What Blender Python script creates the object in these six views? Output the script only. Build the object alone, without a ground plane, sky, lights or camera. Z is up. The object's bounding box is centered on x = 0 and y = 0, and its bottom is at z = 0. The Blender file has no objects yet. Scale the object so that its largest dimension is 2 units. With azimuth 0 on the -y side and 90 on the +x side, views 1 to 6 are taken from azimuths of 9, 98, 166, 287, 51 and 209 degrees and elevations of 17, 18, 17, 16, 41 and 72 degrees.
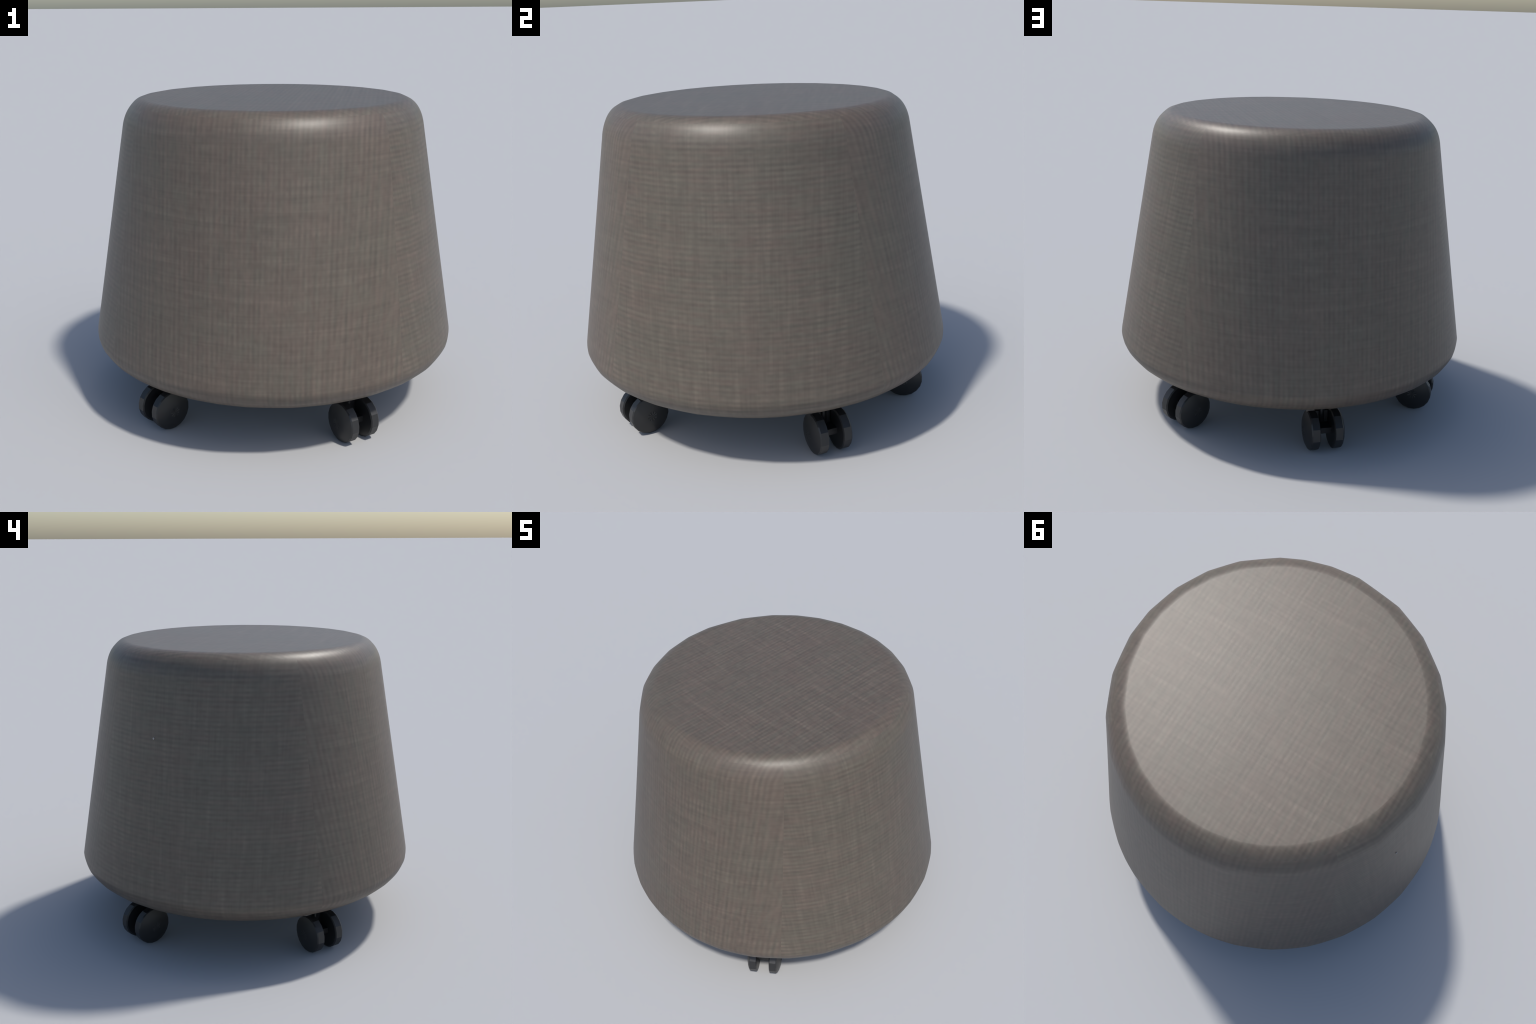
"""Round upholstered rolling stool: tapered fabric drum on five twin-wheel casters."""
import bpy, math
from mathutils import Vector

# ------------------------------------------------------------------ scene
scene = bpy.context.scene
coll = scene.collection

# ------------------------------------------------------------------ profile of the drum (metres)
Z_WIDE, Z_UNDER, R_UNDER = 0.4057, 0.2621, 0.7746      # widest ring, underside
TAPER, Z_SHOULDER = 0.1722, 1.5390                     # r = 1 - TAPER * (z - Z_WIDE)
R_FLAT, Z_TOP, ROUND = 0.6850, 1.6772, 0.807           # flat seat, rounding weight of the shoulder
BOTTOM_EXP = 0.965

def cone_r(z):
    return 1.0 - TAPER * (z - Z_WIDE)

def bottom_curve(t):
    a = t * math.pi / 2
    return (R_UNDER + (1.0 - R_UNDER) * math.sin(a) ** BOTTOM_EXP,
            Z_WIDE - (Z_WIDE - Z_UNDER) * math.cos(a) ** BOTTOM_EXP)

def shoulder_curve(t):
    p0, p1, p2 = (cone_r(Z_SHOULDER), Z_SHOULDER), (cone_r(Z_TOP), Z_TOP), (R_FLAT, Z_TOP)
    b0, b1, b2 = (1 - t) ** 2, 2 * t * (1 - t) * ROUND, t * t
    s = b0 + b1 + b2
    return tuple((b0 * a + b1 * b + b2 * c) / s for a, b, c in zip(p0, p1, p2))

# The drum is faceted: facets run between these azimuths (0 = -y, 90 = +x).
FACETS_LOW = [0, 14, 26, 38, 51, 63, 77, 90, 96, 102, 114, 126, 132, 144, 150, 156, 171, 180, 190, 198,
              210, 222, 234, 246, 258, 270, 278, 286, 295, 302, 314, 323, 333, 343, 351]
FACETS_HIGH = [0, 11, 21, 30, 45, 57, 70, 83, 94, 109, 124, 139, 151, 162, 172, 182, 194, 206, 218, 230,
               246, 264, 276, 289, 302, 313, 328, 342]

def facet_factor(az, marks):
    az %= 360
    for i, a in enumerate(marks):
        b = marks[i + 1] if i + 1 < len(marks) else marks[0] + 360
        if a <= az < b:
            return math.cos(math.radians(b - a) / 2) / math.cos(math.radians(az - (a + b) / 2))
    return 1.0

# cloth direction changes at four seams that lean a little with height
def seam_azimuth(z):
    h = min(max((z - 0.45) / 1.1, 0), 1)
    return 48.0 + 3.2 * h

def warp_azimuth(nominal, z):
    """Moves the grid lines at 48, 132, 228 and 312 degrees onto the leaning seams."""
    s = seam_azimuth(z)
    m = nominal % 180
    k = nominal - m
    if m <= 48:
        return k + m * s / 48
    if m <= 132:
        return k + s + (m - 48) * (180 - 2 * s) / 84
    return k + 180 - (180 - m) * s / 48

# ------------------------------------------------------------------ materials
def nd(nt, kind, **inputs):
    n = nt.nodes.new(kind)
    for k, v in inputs.items():
        n.inputs[k].default_value = v
    return n

def math_node(nt, op, a, b=None, c=None, clamp=False):
    n = nt.nodes.new('ShaderNodeMath')
    n.operation = op
    n.use_clamp = clamp
    for i, v in enumerate((a, b, c)):
        if v is None:
            continue
        if isinstance(v, (int, float)):
            n.inputs[i].default_value = v
        else:
            nt.links.new(v, n.inputs[i])
    return n.outputs[0]

def fabric(name, across, along, rosy):
    """Plain-woven cloth: coarse threads run along one axis, spaced along the other."""
    m = bpy.data.materials.new(name)
    m.use_nodes = True
    nt = m.node_tree
    bsdf = nt.nodes['Principled BSDF']
    tc = nt.nodes.new('ShaderNodeTexCoord')
    sep = nt.nodes.new('ShaderNodeSeparateXYZ')
    nt.links.new(tc.outputs['Object'], sep.inputs[0])
    u, v = sep.outputs[across], sep.outputs[along]

    def noise(su, sv, detail, seed, rough=0.5):
        cmb = nt.nodes.new('ShaderNodeCombineXYZ')
        nt.links.new(math_node(nt, 'MULTIPLY', u, su), cmb.inputs[0])
        nt.links.new(math_node(nt, 'MULTIPLY', v, sv), cmb.inputs[1])
        cmb.inputs[2].default_value = seed
        n = nd(nt, 'ShaderNodeTexNoise', Scale=1.0, Detail=detail, Roughness=rough)
        nt.links.new(cmb.outputs[0], n.inputs['Vector'])
        return math_node(nt, 'SUBTRACT', n.outputs['Fac'], 0.5)

    # coarse threads, slightly wandering, each fading in and out along its length
    wander = noise(9.0, 1.2, 1.0, 3.1)
    phase = math_node(nt, 'MULTIPLY_ADD', wander, 3.5, math_node(nt, 'MULTIPLY', u, 2 * math.pi / 0.0246))
    ridge = math_node(nt, 'SINE', phase)
    strength = math_node(nt, 'MULTIPLY_ADD', noise(16.0, 13.0, 1.0, 8.7), 2.4, 0.66, clamp=True)
    ridge = math_node(nt, 'MULTIPLY', ridge, strength)
    # single threads that stay paler or darker over a long run
    streak = noise(55.0, 1.4, 1.0, 1.7)
    # thin cross threads, and thicker pale slubs that break up where they dive under a ridge
    weft = noise(5.0, 75.0, 1.0, 5.3)
    slub = math_node(nt, 'MULTIPLY', math_node(nt, 'SUBTRACT', noise(3.2, 34.0, 0.5, 12.9), 0.03, clamp=True),
                     math_node(nt, 'MULTIPLY_ADD', ridge, 0.6, 1.0))
    bead = noise(42.0, 26.0, 1.0, 20.3)
    tone = math_node(nt, 'MULTIPLY', ridge, 0.088)
    for layer, amount in ((streak, 0.28), (weft, 0.28), (slub, 0.46), (bead, 0.32)):
        tone = math_node(nt, 'MULTIPLY_ADD', layer, amount, tone)
    value = math_node(nt, 'ADD', tone, 0.965)
    # broad drift between a rosier and a greener taupe
    drift = math_node(nt, 'ADD', math_node(nt, 'MULTIPLY', noise(2.6, 2.6, 2.0, 31.0), 1.5),
                      math_node(nt, 'MULTIPLY', noise(42.0, 9.0, 1.0, 40.0), 2.2))
    hue = math_node(nt, 'ADD', drift, rosy, clamp=True)
    ramp = nt.nodes.new('ShaderNodeValToRGB')
    ramp.color_ramp.elements[0].color = (*COOL, 1)
    ramp.color_ramp.elements[1].color = (*WARM, 1)
    nt.links.new(hue, ramp.inputs[0])
    scale = nt.nodes.new('ShaderNodeVectorMath')
    scale.operation = 'SCALE'
    nt.links.new(ramp.outputs[0], scale.inputs[0])
    nt.links.new(value, scale.inputs['Scale'])
    nt.links.new(scale.outputs[0], bsdf.inputs['Base Color'])
    bsdf.inputs['Roughness'].default_value = 0.45
    bsdf.inputs['Specular IOR Level'].default_value = 0.5
    bump = nd(nt, 'ShaderNodeBump', Strength=0.06, Distance=0.004)
    nt.links.new(tone, bump.inputs['Height'])
    nt.links.new(bump.outputs[0], bsdf.inputs['Normal'])
    return m

COOL = (0.1060, 0.0905, 0.0695)
WARM = (0.1142, 0.0876, 0.0685)

def plastic(name, color, rough):
    m = bpy.data.materials.new(name)
    m.use_nodes = True
    nt = m.node_tree
    b = nt.nodes['Principled BSDF']
    tc = nt.nodes.new('ShaderNodeTexCoord')
    n = nd(nt, 'ShaderNodeTexNoise', Scale=30.0, Detail=3.0)
    nt.links.new(tc.outputs['Object'], n.inputs['Vector'])
    r = nt.nodes.new('ShaderNodeValToRGB')
    r.color_ramp.elements[0].color = (*[c * 0.9 for c in color], 1)
    r.color_ramp.elements[1].color = (*[c * 1.1 for c in color], 1)
    nt.links.new(n.outputs['Fac'], r.inputs[0])
    nt.links.new(r.outputs[0], b.inputs['Base Color'])
    b.inputs['Roughness'].default_value = rough
    return m

CLOTH_TOP = fabric('woven_cloth_seat', 'X', 'Y', 0.50)
CLOTH_FRONT = fabric('woven_cloth_upright', 'X', 'Z', 0.62)
CLOTH_SIDE = fabric('woven_cloth_level', 'Z', 'Y', 0.38)
RUBBER = plastic('black_wheel_plastic', (0.020, 0.020, 0.0205), 0.40)
METAL = plastic('dark_caster_metal', (0.012, 0.012, 0.0125), 0.45)

# ------------------------------------------------------------------ helpers
def new_object(name, verts, faces, material, parent, normals=None, loop_normals=None):
    me = bpy.data.meshes.new(name)
    me.from_pydata(verts, [], faces)
    me.materials.append(material)
    me.shade_smooth()
    if normals:
        me.normals_split_custom_set_from_vertices(normals)
    if loop_normals:
        me.normals_split_custom_set(loop_normals)
    me.validate(clean_customdata=False)
    ob = bpy.data.objects.new(name, me)
    coll.objects.link(ob)
    ob.parent = parent
    return ob

stool = bpy.data.objects.new('rolling_stool', None)
coll.objects.link(stool)
stool['label'] = 'low round tapered grey-brown fabric stool on black casters'
stool['category'] = 'stool'

# ------------------------------------------------------------------ drum
N_BOTTOM, N_SIDE, N_SHOULDER, STEP = 14, 12, 16, 1.0
rings = []                                            # (r, z)
for i in range(N_BOTTOM):
    rings.append(bottom_curve(i / N_BOTTOM))
for i in range(N_SIDE):
    z = Z_WIDE + (Z_SHOULDER - Z_WIDE) * i / N_SIDE
    rings.append((cone_r(z), z))
for i in range(N_SHOULDER + 1):
    rings.append(shoulder_curve(i / N_SHOULDER))
n_ring = len(rings)
ring_normals = []
for i in range(n_ring):
    a, b = rings[max(i - 1, 0)], rings[min(i + 1, n_ring - 1)]
    n = Vector((b[1] - a[1], -(b[0] - a[0]))).normalized()
    ring_normals.append(n)
ring_normals[0] = Vector((0.0, -1.0))
ring_normals[-1] = Vector((0.01, 1.0)).normalized()   # the roll fades into the flat seat
first_cone, last_cone = N_BOTTOM, N_BOTTOM + N_SIDE

seg = int(360 / STEP)
verts, normals = [], []
for i, (r, z) in enumerate(rings):
    h = min(max((i - first_cone) / N_SIDE, 0), 1)
    for j in range(seg):
        az = warp_azimuth(j * STEP, z)
        f = (1 - h) * (0.6 + 0.4 * facet_factor(az, FACETS_LOW)) + h * (0.2 + 0.8 * facet_factor(az, FACETS_HIGH))
        if i == n_ring - 1:
            f = 1.0
        s, c = math.sin(math.radians(az)), math.cos(math.radians(az))
        verts.append((r * f * s, -r * f * c, z))
        nr, nz = ring_normals[i]
        normals.append((nr * s, -nr * c, nz))
# concentric rings that close the seat and the underside
def cap(r0, z, up):
    start = []
    for k in range(1, 5):
        start.append(len(verts))
        for j in range(seg):
            az = math.radians(j * STEP)
            rr = r0 * (0.962, 0.70, 0.45, 0.20)[k - 1]
            verts.append((rr * math.sin(az), -rr * math.cos(az), z))
            normals.append((0, 0, up))
    centre = len(verts)
    verts.append((0, 0, z))
    normals.append((0, 0, up))
    return start, centre

top_rings, top_centre = cap(R_FLAT, Z_TOP, 1.0)
low_rings, low_centre = cap(R_UNDER, Z_UNDER, -1.0)

groups = {'seat_cover': [], 'front': [], 'right': [], 'back': [], 'left': [], 'underside_cover': []}
split = next(i for i in range(last_cone, n_ring) if ring_normals[i][1] > 0.70)
split_low = next(i for i in range(n_ring) if ring_normals[i][1] > -0.72)
for i in range(n_ring - 1):
    for j in range(seg):
        k = (j + 1) % seg
        f = (i * seg + j, i * seg + k, (i + 1) * seg + k, (i + 1) * seg + j)
        mid = (j + 0.5) * STEP
        if i >= split:
            groups['seat_cover'].append(f)
        elif i < split_low:
            groups['underside_cover'].append(f)
        elif 48 < mid < 132:
            groups['right'].append(f)
        elif 132 < mid < 228:
            groups['back'].append(f)
        elif 228 < mid < 312:
            groups['left'].append(f)
        else:
            groups['front'].append(f)
def add_cap(key, edge, starts, centre, flip):
    prev = edge
    for s in starts + [None]:
        for j in range(seg):
            k = (j + 1) % seg
            f = (prev + j, prev + k, centre) if s is None else (prev + j, prev + k, s + k, s + j)
            groups[key].append(tuple(reversed(f)) if flip else f)
        prev = s
add_cap('seat_cover', (n_ring - 1) * seg, top_rings, top_centre, False)
add_cap('underside_cover', 0, low_rings, low_centre, True)

for key, faces in groups.items():
    used = sorted({v for f in faces for v in f})
    remap = {v: n for n, v in enumerate(used)}
    name = key if 'cover' in key else 'side_panel'
    mat = {'front': CLOTH_FRONT, 'back': CLOTH_FRONT, 'left': CLOTH_SIDE, 'right': CLOTH_SIDE}.get(key, CLOTH_TOP)
    new_object(name, [verts[v] for v in used], [tuple(remap[v] for v in f) for f in faces],
               mat, stool, normals=[normals[v] for v in used])

# ------------------------------------------------------------------ casters
WHEEL_R, WHEEL_T, WHEEL_PITCH = 0.105, 0.044, 0.121
AXLE_Z = WHEEL_R * math.cos(math.radians(9))
CASTER_RADIUS = 0.782
CASTER_AZIMUTHS = (40.0, 120.0, 180.0, 240.0, 320.0)
RIM_SEG = 20                                           # outline corners; tread flats span two each

def wheel_mesh(side):
    """Disc turning about x; outer face on the given side; corner angles start 9 degrees above level."""
    t = WHEEL_T / 2
    prof = [(-t, 0.0), (-t, 0.030), (-t, WHEEL_R - 0.008), (-t + 0.004, WHEEL_R),
            (t - 0.002, WHEEL_R), (t + 0.004, WHEEL_R - 0.005), (t + 0.013, WHEEL_R * 0.78), (t + 0.020, WHEEL_R * 0.52),
            (t + 0.024, WHEEL_R * 0.25), (t + 0.024, 0.0)]
    vs, fs, kinds = [], [], []
    idx = []
    for p, (x, r) in enumerate(prof):
        if r == 0.0:
            idx.append([len(vs)] * RIM_SEG)
            vs.append((x * side, 0, AXLE_Z))
            continue
        row = []
        for k in range(RIM_SEG):
            a = math.radians(9 + 360 / RIM_SEG * k)
            xx = x
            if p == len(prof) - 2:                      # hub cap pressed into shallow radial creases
                xx += 0.0008 if k % 2 else -0.0008
            row.append(len(vs))
            vs.append((xx * side, r * math.cos(a), AXLE_Z + r * math.sin(a)))
        idx.append(row)
    for p in range(len(prof) - 1):
        for k in range(RIM_SEG):
            n = (k + 1) % RIM_SEG
            f = [idx[p][k], idx[p + 1][k], idx[p + 1][n], idx[p][n]]
            f = [v for q, v in enumerate(f) if v not in f[:q]]
            pts = [Vector(vs[q]) for q in f]
            mid = sum(pts, Vector()) / len(pts) - Vector((0, 0, AXLE_Z))
            if (pts[1] - pts[0]).cross(pts[2] - pts[0]).dot(mid) < 0:
                f.reverse()
            fs.append(tuple(f))
            kinds.append((p, k))
    me_norm = []
    for f, (p, k) in zip(fs, kinds):
        for v in f:
            co = Vector(vs[v])
            if p == 3:                                  # tread: one flat per two corners
                a = math.radians(9 + 360 / RIM_SEG * (2 * ((k + 1) // 2)))
                n = Vector((0, math.cos(a), math.sin(a)))
            else:
                pts = [Vector(vs[q]) for q in f]
                n = (pts[1] - pts[0]).cross(pts[2] - pts[0]).normalized()
                if 5 <= p <= 7:                    # softly domed outer face
                    rad = Vector((0, co.y, co.z - AXLE_Z))
                    n = (Vector((side, 0, 0)) + rad * 3.2).normalized()
            me_norm.append(n)
    return vs, fs, me_norm

def box_ring(sections, seg_count):
    """Vertical lathe around z through (radius, z) sections, closed at both ends."""
    vs, fs = [], []
    for r, z in sections:
        for k in range(seg_count):
            a = 2 * math.pi * k / seg_count
            vs.append((r * math.cos(a), r * math.sin(a), z))
    for i in range(len(sections) - 1):
        for k in range(seg_count):
            n = (k + 1) % seg_count
            fs.append((i * seg_count + k, i * seg_count + n, (i + 1) * seg_count + n, (i + 1) * seg_count + k))
    fs.append(tuple(reversed(range(seg_count))))
    last = (len(sections) - 1) * seg_count
    fs.append(tuple(last + k for k in range(seg_count)))
    return vs, fs

def block(x0, x1, y0, y1, z0, z1, edge=0.004):
    """Upright box with its four vertical edges chamfered."""
    outline = [(x0 + edge, y0), (x1 - edge, y0), (x1, y0 + edge), (x1, y1 - edge),
               (x1 - edge, y1), (x0 + edge, y1), (x0, y1 - edge), (x0, y0 + edge)]
    n = len(outline)
    vs = [(x, y, z0) for x, y in outline] + [(x, y, z1) for x, y in outline]
    fs = [(k, (k + 1) % n, n + (k + 1) % n, n + k) for k in range(n)]
    fs += [tuple(reversed(range(n))), tuple(range(n, 2 * n))]
    return vs, fs

HALF_GAP = (WHEEL_PITCH - WHEEL_T) / 2
STEM_Y = -0.048                                        # the stem trails inwards of the axle
stem_v, stem_f = box_ring([(0.018, AXLE_Z), (0.018, Z_UNDER + 0.004)], 16)
stem_v = [(x, y + STEM_Y, z) for x, y, z in stem_v]
axle_v, axle_f = block(-HALF_GAP - 0.004, HALF_GAP + 0.004, -0.090, 0.030, AXLE_Z - 0.012, AXLE_Z + 0.020)
fork_v, fork_f = block(-HALF_GAP + 0.0005, HALF_GAP - 0.0005, -0.100, -0.040, AXLE_Z - 0.018, AXLE_Z + 0.086)

first = None
for az in CASTER_AZIMUTHS:
    a = math.radians(az)
    if first is None:
        caster = new_object('caster', stem_v, stem_f, METAL, stool)
        axle = new_object('axle', axle_v, axle_f, METAL, caster)
        fork = new_object('fork', fork_v, fork_f, METAL, caster)
        for p in caster.data.polygons:
            p.use_smooth = len(p.vertices) == 4
        for piece in (axle, fork):
            for p in piece.data.polygons:
                p.use_smooth = False
        wheels = []
        for side in (1, -1):
            v, f, ln = wheel_mesh(side)
            w = new_object('wheel', v, f, RUBBER, caster, loop_normals=ln)
            w.location = (side * WHEEL_PITCH / 2, 0, 0)
            wheels.append(w)
        first = (caster, [axle, fork] + wheels)
    else:
        caster = first[0].copy()
        coll.objects.link(caster)
        for part in first[1]:
            c = part.copy()
            coll.objects.link(c)
            c.parent = caster
    # local y points outwards, wheels turn about local x (tangential)
    caster.location = (CASTER_RADIUS * math.sin(a), -CASTER_RADIUS * math.cos(a), 0)
    caster.rotation_euler = (0, 0, a + math.pi)

# ------------------------------------------------------------------ one pale lint speck caught in the cloth
SPECK_AZ, SPECK_Z, SPECK_R = math.radians(254.4), 1.235, 0.0055
LINT = plastic('pale_lint', (0.34, 0.32, 0.30), 0.7)
speck_v, speck_f = box_ring([(SPECK_R, -0.002), (SPECK_R, 0.0004), (SPECK_R * 0.5, 0.0007)], 10)
speck = new_object('lint_speck', speck_v, speck_f, LINT, stool)
for p in speck.data.polygons:
    p.use_smooth = False
out = Vector((math.sin(SPECK_AZ), -math.cos(SPECK_AZ), TAPER)).normalized()
speck.rotation_euler = out.to_track_quat('Z', 'Y').to_euler()
foot = cone_r(SPECK_Z) * 0.9975
speck.location = (foot * math.sin(SPECK_AZ), -foot * math.cos(SPECK_AZ), SPECK_Z)
